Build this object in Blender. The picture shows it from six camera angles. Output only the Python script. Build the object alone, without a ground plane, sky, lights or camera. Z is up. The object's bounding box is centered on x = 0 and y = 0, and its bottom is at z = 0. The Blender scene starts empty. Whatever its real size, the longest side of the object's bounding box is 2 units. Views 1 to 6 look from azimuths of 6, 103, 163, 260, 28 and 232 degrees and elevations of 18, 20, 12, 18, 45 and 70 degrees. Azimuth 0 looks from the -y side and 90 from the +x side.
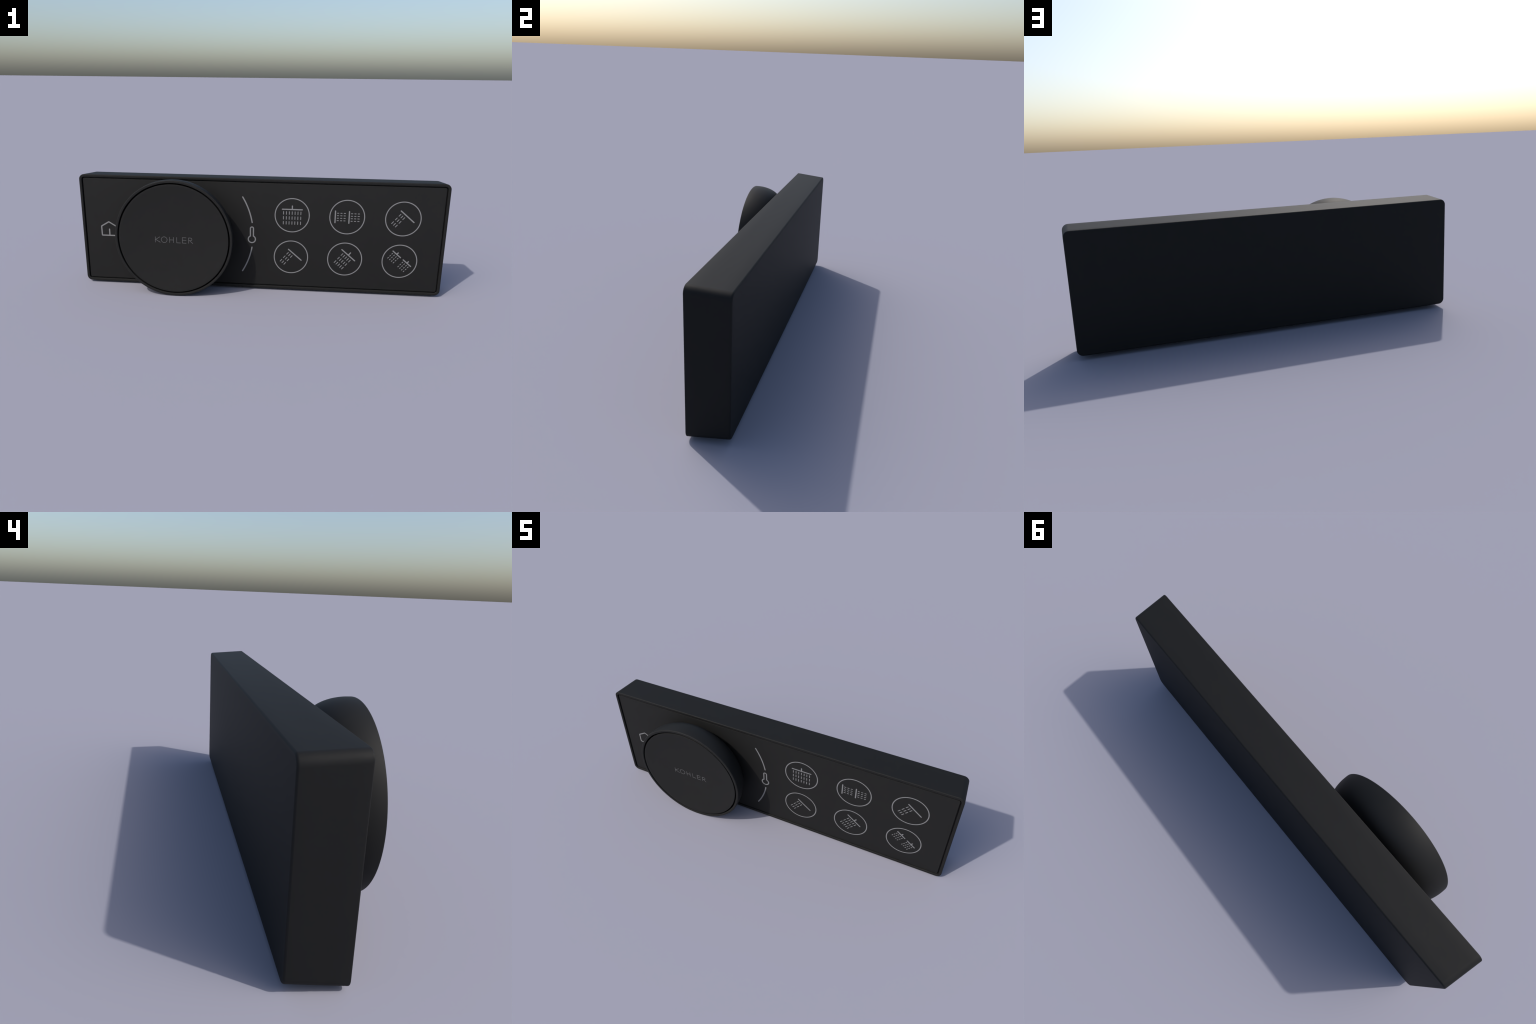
"""Wall-mounted shower controller: drafted housing, inset touch panel with
printed symbols, and a round dial with a flush cap."""
import math
import bpy
import bmesh
from mathutils import Vector

# ------------------------------------------------------------------ sizes (m)
FRONT_Y, BACK_Y = -0.0062, 0.1643        # front plane of the frame, back plane
MID_Z = 0.3169                           # height of the housing's middle
HALF_X, HALF_Z = 1.0000, 0.3099          # half width / height at the front
DRAFT = 0.0127                           # how much each side shrinks to the back
CORNER = 0.030                           # corner radius of the front outline
FRAME = 0.0153                           # width of the frame round the panel
GAP = 0.0063                             # black joint between frame and panel
GAP_DEPTH = 0.0135
PANEL_Y = -0.0022                        # the panel sits slightly inside the frame
KNOB_X, KNOB_Z, KNOB_R = -0.4410, 0.3172, 0.3172
KNOB_FRONT = -0.1643
PRINT = 0.0003                           # how far the printing stands proud


# ------------------------------------------------------------------ materials
def plastic(name, colour, rough, spread, bump, scale, specular=0.5):
    """Matt moulded plastic with a very fine grain in colour, gloss and relief."""
    m = bpy.data.materials.new(name)
    m.use_nodes = True
    nt = m.node_tree
    nt.nodes.clear()
    out = nt.nodes.new("ShaderNodeOutputMaterial")
    p = nt.nodes.new("ShaderNodeBsdfPrincipled")
    co = nt.nodes.new("ShaderNodeTexCoord")
    fine = nt.nodes.new("ShaderNodeTexNoise")
    fine.inputs["Scale"].default_value = scale
    fine.inputs["Detail"].default_value = 3.0
    broad = nt.nodes.new("ShaderNodeTexNoise")
    broad.inputs["Scale"].default_value = 9.0
    broad.inputs["Detail"].default_value = 2.0
    ramp = nt.nodes.new("ShaderNodeValToRGB")
    ramp.color_ramp.elements[0].position = 0.25
    ramp.color_ramp.elements[1].position = 0.75
    ramp.color_ramp.elements[0].color = [c * (1 - spread) for c in colour] + [1]
    ramp.color_ramp.elements[1].color = [c * (1 + spread) for c in colour] + [1]
    gloss = nt.nodes.new("ShaderNodeMapRange")
    gloss.inputs["To Min"].default_value = rough - 0.02
    gloss.inputs["To Max"].default_value = rough + 0.02
    b = nt.nodes.new("ShaderNodeBump")
    b.inputs["Strength"].default_value = bump
    b.inputs["Distance"].default_value = 0.0006
    ln = nt.links.new
    ln(co.outputs["Object"], fine.inputs["Vector"])
    ln(co.outputs["Object"], broad.inputs["Vector"])
    ln(broad.outputs["Fac"], ramp.inputs["Fac"])
    ln(ramp.outputs["Color"], p.inputs["Base Color"])
    ln(fine.outputs["Fac"], gloss.inputs["Value"])
    ln(gloss.outputs["Result"], p.inputs["Roughness"])
    ln(fine.outputs["Fac"], b.inputs["Height"])
    ln(b.outputs["Normal"], p.inputs["Normal"])
    p.inputs["Specular IOR Level"].default_value = specular
    ln(p.outputs["BSDF"], out.inputs["Surface"])
    return m


HOUSING_MAT = plastic("housing_plastic", (0.0104, 0.0104, 0.0101), 0.63, 0.03, 0.10, 900, 0.18)
DIAL_MAT = plastic("dial_plastic", (0.0122, 0.0122, 0.0118), 0.61, 0.03, 0.10, 900, 0.18)
PANEL_MAT = plastic("panel_plastic", (0.0130, 0.0130, 0.0126), 0.62, 0.03, 0.06, 900, 0.16)
PRINT_MAT = plastic("grey_print", (0.190, 0.190, 0.192), 0.55, 0.02, 0.02, 900)
LETTER_MAT = plastic("letter_print", (0.115, 0.115, 0.116), 0.55, 0.02, 0.02, 900)


# ------------------------------------------------------------------ helpers
def rounded_rectangle(hx, hz, radius, steps=12):
    """Closed outline (x, z) round the origin, counter-clockwise seen from -y."""
    pts = []
    for cx, cz, a0 in ((1, 1, 0), (-1, 1, 90), (-1, -1, 180), (1, -1, 270)):
        for i in range(steps + 1):
            a = math.radians(a0 + 90 * i / steps)
            pts.append((cx * (hx - radius) + radius * math.cos(a),
                        cz * (hz - radius) + radius * math.sin(a)))
    return pts


def loft(sections, close_first=True, close_last=True):
    """Skin a list of equally long closed 3D outlines."""
    bm = bmesh.new()
    rows = [[bm.verts.new(p) for p in s] for s in sections]
    n = len(rows[0])
    for a, b in zip(rows, rows[1:]):
        for i in range(n):
            bm.faces.new((a[i], a[(i + 1) % n], b[(i + 1) % n], b[i]))
    if close_first:
        bm.faces.new(rows[0][::-1])
    if close_last:
        bm.faces.new(rows[-1])
    bmesh.ops.recalc_face_normals(bm, faces=bm.faces[:])
    return bm


def finish(bm, name, material, parent, angle=32.0):
    me = bpy.data.meshes.new(name)
    bm.to_mesh(me)
    bm.free()
    me.materials.append(material)
    for p in me.polygons:
        p.use_smooth = True
    me.set_sharp_from_angle(angle=math.radians(angle))
    ob = bpy.data.objects.new(name, me)
    bpy.context.scene.collection.objects.link(ob)
    ob.parent = parent
    return ob


def quarter(steps):
    """(1 - cos, 1 - sin) pairs of a quarter round, from one face to the other."""
    for i in range(steps + 1):
        a = 0.5 * math.pi * i / steps
        yield 1 - math.cos(a), 1 - math.sin(a)


# ------------------------------------------------------------------ the thing
thing = bpy.data.objects.new("shower_controller", None)
thing.empty_display_size = 0.2
bpy.context.scene.collection.objects.link(thing)
thing["label"] = "matte black shower control panel with a large round dial"
thing["category"] = "shower controller"


# ------------------------------------------------------------------ housing
def housing():
    def section(inset, y):
        shrink = DRAFT * (y - FRONT_Y) / (BACK_Y - FRONT_Y)
        d = inset + max(0.0, shrink)
        r = max(0.004, CORNER - inset)
        return [(x, y, MID_Z + z) for x, z in rounded_rectangle(HALF_X - d, HALF_Z - d, r)]

    rim, back, inner = 0.0042, 0.0070, 0.0020
    s = []
    for u, v in quarter(6):                       # back edge, rounded
        s.append(section(back * (1 - (1 - v)), BACK_Y - back * u))
    for t in (0.25, 0.5, 0.75):                   # drafted side
        s.append(section(0, BACK_Y - back + t * (FRONT_Y + rim - BACK_Y + back)))
    for u, v in quarter(5):                       # front edge of the frame
        s.append(section(rim * u, FRONT_Y + rim * v))
    for u, v in quarter(3):                       # inner edge of the frame
        s.append(section(FRAME - inner * v, FRONT_Y + inner * u))
    s.append(section(FRAME, FRONT_Y + GAP_DEPTH))
    s.append(section(FRAME + GAP + 0.004, FRONT_Y + GAP_DEPTH))
    return finish(loft(s), "housing", HOUSING_MAT, thing)


housing()


# ------------------------------------------------------------------ touch panel
def touch_panel():
    edge = 0.0012
    inset = FRAME + GAP
    corner = 0.0080

    def section(d, y):
        return [(x, y, MID_Z + z) for x, z in
                rounded_rectangle(HALF_X - inset - d, HALF_Z - inset - d, corner - d)]

    s = [section(0, FRONT_Y + GAP_DEPTH - 0.001)]
    for u, v in quarter(4):
        s.append(section(edge * u, PANEL_Y + edge * v))
    return finish(loft(s), "touch_panel", PANEL_MAT, thing)


panel = touch_panel()


# ------------------------------------------------------------------ dial
def revolve(profile, name, material, parent, steps=192):
    """Turn (radius, y) round the dial's axis; the two ends are capped."""
    s = []
    for r, y in profile:
        s.append([(KNOB_X + r * math.cos(2 * math.pi * i / steps), y,
                   KNOB_Z + r * math.sin(2 * math.pi * i / steps)) for i in range(steps)])
    return finish(loft(s), name, material, parent, 40)


RIM_IN, CAP_R = 0.3036, 0.2956


def dial_body():
    widest = -0.1490                # behind this the wall curves in like a bowl
    prof = []
    for i in range(33):
        y = widest * i / 32
        d = y - widest
        prof.append((KNOB_R - 2.45 * d ** 2 - 5000 * d ** 6, y))
    edge = 0.0042
    for u, v in quarter(7):
        prof.append((KNOB_R - edge * u, KNOB_FRONT + edge * v))
    lip = 0.0010
    for u, v in quarter(3):
        prof.append((RIM_IN + lip * v, KNOB_FRONT + lip * u))
    prof.append((RIM_IN, KNOB_FRONT + 0.060))       # deep joint round the cap
    prof.append((CAP_R - 0.010, KNOB_FRONT + 0.060))
    return revolve(prof, "dial", DIAL_MAT, thing)


dial = dial_body()


def dish(r):
    """Depth plane of the gently hollowed cap at distance r from the axis."""
    return KNOB_FRONT + 0.0168 - 0.180 * r * r


def dial_cap():
    e = 0.0008
    prof = [(CAP_R, KNOB_FRONT + 0.0590)]
    for u, v in quarter(4):
        prof.append((CAP_R - e * u, dish(CAP_R) + e * v))
    for i in range(1, 25):
        r = (CAP_R - e) * (1 - i / 24) + 0.002 * i / 24
        prof.append((r, dish(r)))
    return revolve(prof, "dial_cap", PANEL_MAT, dial)


cap = dial_cap()


# ------------------------------------------------------------------ printing
def stroke(bm, pts, width, y, closed=False, lift=0.0, round_ends=True, steps=8):
    """A flat printed line of constant width through (x, z) points, proud of y."""
    h = width / 2
    n = len(pts)
    P = [Vector(p) for p in pts]

    def normal(a, b):
        d = (b - a).normalized()
        return Vector((-d.y, d.x))

    left, right = [], []
    for i in range(n):
        if closed or 0 < i < n - 1:
            n1, n2 = normal(P[i - 1], P[i]), normal(P[i], P[(i + 1) % n])
            m = (n1 + n2).normalized()
            k = h / max(0.5, m.dot(n1))
        else:
            m = normal(P[0], P[1]) if i == 0 else normal(P[-2], P[-1])
            k = h
        left.append(P[i] + m * k)
        right.append(P[i] - m * k)

    def solid(outline):
        top = [bm.verts.new((q.x, y(q.x, q.y) - PRINT - lift, q.y)) for q in outline]
        low = [bm.verts.new((q.x, y(q.x, q.y) + 0.0006, q.y)) for q in outline]
        return top, low

    if closed:
        lt, ll = solid(left)
        rt, rl = solid(right)
        for i in range(n):
            j = (i + 1) % n
            bm.faces.new((lt[i], lt[j], rt[j], rt[i]))
            bm.faces.new((lt[i], lt[j], ll[j], ll[i]))
            bm.faces.new((rt[i], rt[j], rl[j], rl[i]))
            bm.faces.new((ll[i], ll[j], rl[j], rl[i]))
        return
    cap_a, cap_b = [], []
    if round_ends:
        d0, d1 = (P[0] - P[1]).normalized(), (P[-1] - P[-2]).normalized()
        n0, n1 = normal(P[0], P[1]), normal(P[-2], P[-1])
        for i in range(1, steps):
            a = math.pi * i / steps
            cap_a.append(P[0] - n0 * h * math.cos(a) + d0 * h * math.sin(a))
            cap_b.append(P[-1] + n1 * h * math.cos(a) + d1 * h * math.sin(a))
    lt, ll = solid(left)
    rt, rl = solid(right)
    at, al = solid(cap_a)
    bt, bl = solid(cap_b)
    for i in range(n - 1):
        bm.faces.new((lt[i], lt[i + 1], rt[i + 1], rt[i]))
    if round_ends:
        bm.faces.new([rt[0]] + at + [lt[0]])
        bm.faces.new([lt[-1]] + bt + [rt[-1]])
    loop_t = lt + bt + rt[::-1] + at
    loop_l = ll + bl + rl[::-1] + al
    for i in range(len(loop_t)):
        j = (i + 1) % len(loop_t)
        bm.faces.new((loop_t[i], loop_t[j], loop_l[j], loop_l[i]))
    bm.faces.new(loop_l)


def arc(cx, cz, r, a0, a1, steps):
    return [(cx + r * math.cos(math.radians(a0 + (a1 - a0) * i / steps)),
             cz + r * math.sin(math.radians(a0 + (a1 - a0) * i / steps)))
            for i in range(steps + 1)]


def softened(pts, cut, steps=5):
    """Round the corners of a closed polygon with short quadratic curves."""
    out, n = [], len(pts)
    for i in range(n):
        p, a, b = Vector(pts[i]), Vector(pts[i - 1]), Vector(pts[(i + 1) % n])
        p0, p2 = p + (a - p).normalized() * cut, p + (b - p).normalized() * cut
        for k in range(steps + 1):
            t = k / steps
            q = p0 * (1 - t) ** 2 + p * 2 * t * (1 - t) + p2 * t * t
            out.append((q.x, q.y))
    return out


def printed(name, strokes, parent=None, y=lambda x, z: PANEL_Y, material=None, at=(0, 0)):
    """strokes: (points, width[, closed]) in panel coordinates round `at`."""
    bm = bmesh.new()
    for i, (pts, width, *closed) in enumerate(strokes):
        # crossing strokes get slightly different heights so no two faces coincide
        stroke(bm, pts, width, y, bool(closed and closed[0]), lift=0.00008 * (i % 3))
    bmesh.ops.recalc_face_normals(bm, faces=bm.faces[:])
    ob = finish(bm, name, material or PRINT_MAT, parent or panel)
    ob.location = (at[0], 0, at[1])
    return ob


COLUMNS, ROWS = (0.1796, 0.4741, 0.7691), (0.4331, 0.1967)
RING_R, RING_W = 0.0923, 0.0050
BAR_W, DASH_W = 0.0062, 0.0040


def ring_points():
    return arc(0, 0, RING_R, 0, 360, 96)[:-1]


first = printed("button_ring", [(ring_points(), RING_W, True)], at=(COLUMNS[0], ROWS[0]))
for row in ROWS:
    for col in COLUMNS:
        if (row, col) != (ROWS[0], COLUMNS[0]):
            o = first.copy()
            o.location = (col, 0, row)
            bpy.context.scene.collection.objects.link(o)


def shower_head(length, rays, spacing, dash, pitch, start, stem, first_ray=None):
    """Head bar centred on the origin, spraying towards -v; (u, v) strokes."""
    out = [([(-length / 2, 0), (length / 2, 0)], BAR_W)]
    if stem:
        out.append(([(0, 0.002), (0, stem)], BAR_W))
    u0 = -spacing * (rays - 1) / 2 if first_ray is None else first_ray
    for i in range(rays):
        for k in range(3):
            v = -start - k * pitch
            out.append(([(u0 + i * spacing, v), (u0 + i * spacing, v - dash)], DASH_W))
    return out


def placed(strokes, du, dv, degrees):
    c, s = math.cos(math.radians(degrees)), math.sin(math.radians(degrees))
    return [([(du + c * u - s * v, dv + s * u + c * v) for u, v in pts], *rest)
            for pts, *rest in strokes]


TILT = -40.2
rain = placed(shower_head(0.1065, 7, 0.0156, 0.0148, 0.0274, 0.0126, 0.0190), 0, 0.0325, 0)
jet = shower_head(0.0640, 4, 0.0137, 0.0070, 0.0179, 0.0107, 0)
jets = placed(jet, -0.0633, 0.0000, 90) + placed(jet, 0.0107, -0.0006, 90)
hand_shape = shower_head(0.0935, 3, 0.0138, 0.0138, 0.0273, 0.0138, 0, -0.0353)
hand = placed(hand_shape, 0.0213, 0.0136, TILT)
wide = placed(shower_head(0.0950, 5, 0.0139, 0.0140, 0.0275, 0.0133, 0.0178), 0.0187, 0.0234, TILT)
small = shower_head(0.0555, 4, 0.0137, 0.0056, 0.0155, 0.0110, 0.0112)
twin = placed(small, -0.0171, 0.0392, TILT) + placed(small, 0.0410, -0.0084, TILT)
for strokes, col, row in ((rain, 0, 0), (jets, 1, 0), (hand, 2, 0),
                          (hand, 0, 1), (wide, 1, 1), (twin, 2, 1)):
    printed("spray_symbol", strokes, at=(COLUMNS[col], ROWS[row]))

# temperature scale round the dial: two arcs and a thermometer between them
for a0, a1 in ((9.9, 31.0), (-31.0, -9.9)):
    printed("dial_arc", [(arc(-0.4410, 0.3149, 0.4096, a0, a1, 24), 0.0068)])

BULB_R, TUBE_R = 0.0198, 0.0084
open_angle = math.degrees(math.asin(TUBE_R / BULB_R))
outline = (arc(0, 0, BULB_R, 90 + open_angle, 450 - open_angle, 32)
           + arc(0, 0.0610, TUBE_R, 0, 180, 14))
printed("thermometer_symbol", [(outline, 0.0064, True)], at=(-0.0385, 0.2908))

# house
house = [(0.0, 0.0410), (-0.0435, 0.0150), (-0.0428, -0.0380), (0.0428, -0.0380), (0.0435, 0.0150)]
printed("house_symbol", [(softened(house, 0.0026), 0.0068, True), ([(0.0012, -0.0360), (0.0012, -0.0020)], 0.0068)],
        at=(-0.8486, 0.3195))

# lettering on the dial cap
LW = 0.0020
z0, z1 = 0.2967, 0.3265
zm = 0.5 * (z0 + z1)
letters = [
    ([(-0.5413, z0), (-0.5413, z1)], LW),
    ([(-0.5172, z1), (-0.5403, zm)], LW), ([(-0.5398, zm + 0.0004), (-0.5158, z0)], LW),
    (arc(-0.4937, zm, 0.0158, 0, 360, 40)[:-1], LW, True),
    ([(-0.4640, z0), (-0.4640, z1)], LW), ([(-0.4431, z0), (-0.4431, z1)], LW),
    ([(-0.4635, zm), (-0.4436, zm)], LW),
    ([(-0.4256, z1), (-0.4256, z0), (-0.4060, z0)], LW),
    ([(-0.3743, z1), (-0.3947, z1), (-0.3947, z0), (-0.3743, z0)], LW),
    ([(-0.3942, zm + 0.0010), (-0.3746, zm + 0.0010)], LW),
    ([(-0.3607, z0), (-0.3607, z1)], LW),
    ([(-0.3604, z1)] + arc(-0.3500, z1 - 0.0072, 0.0072, 90, -90, 10)
     + [(-0.3604, z1 - 0.0144)], LW),
    ([(-0.3560, z1 - 0.0148), (-0.3383, z0)], LW),
]
printed("lettering", letters, parent=cap, material=LETTER_MAT,
        y=lambda x, z: dish(math.hypot(x - KNOB_X, z - KNOB_Z)))
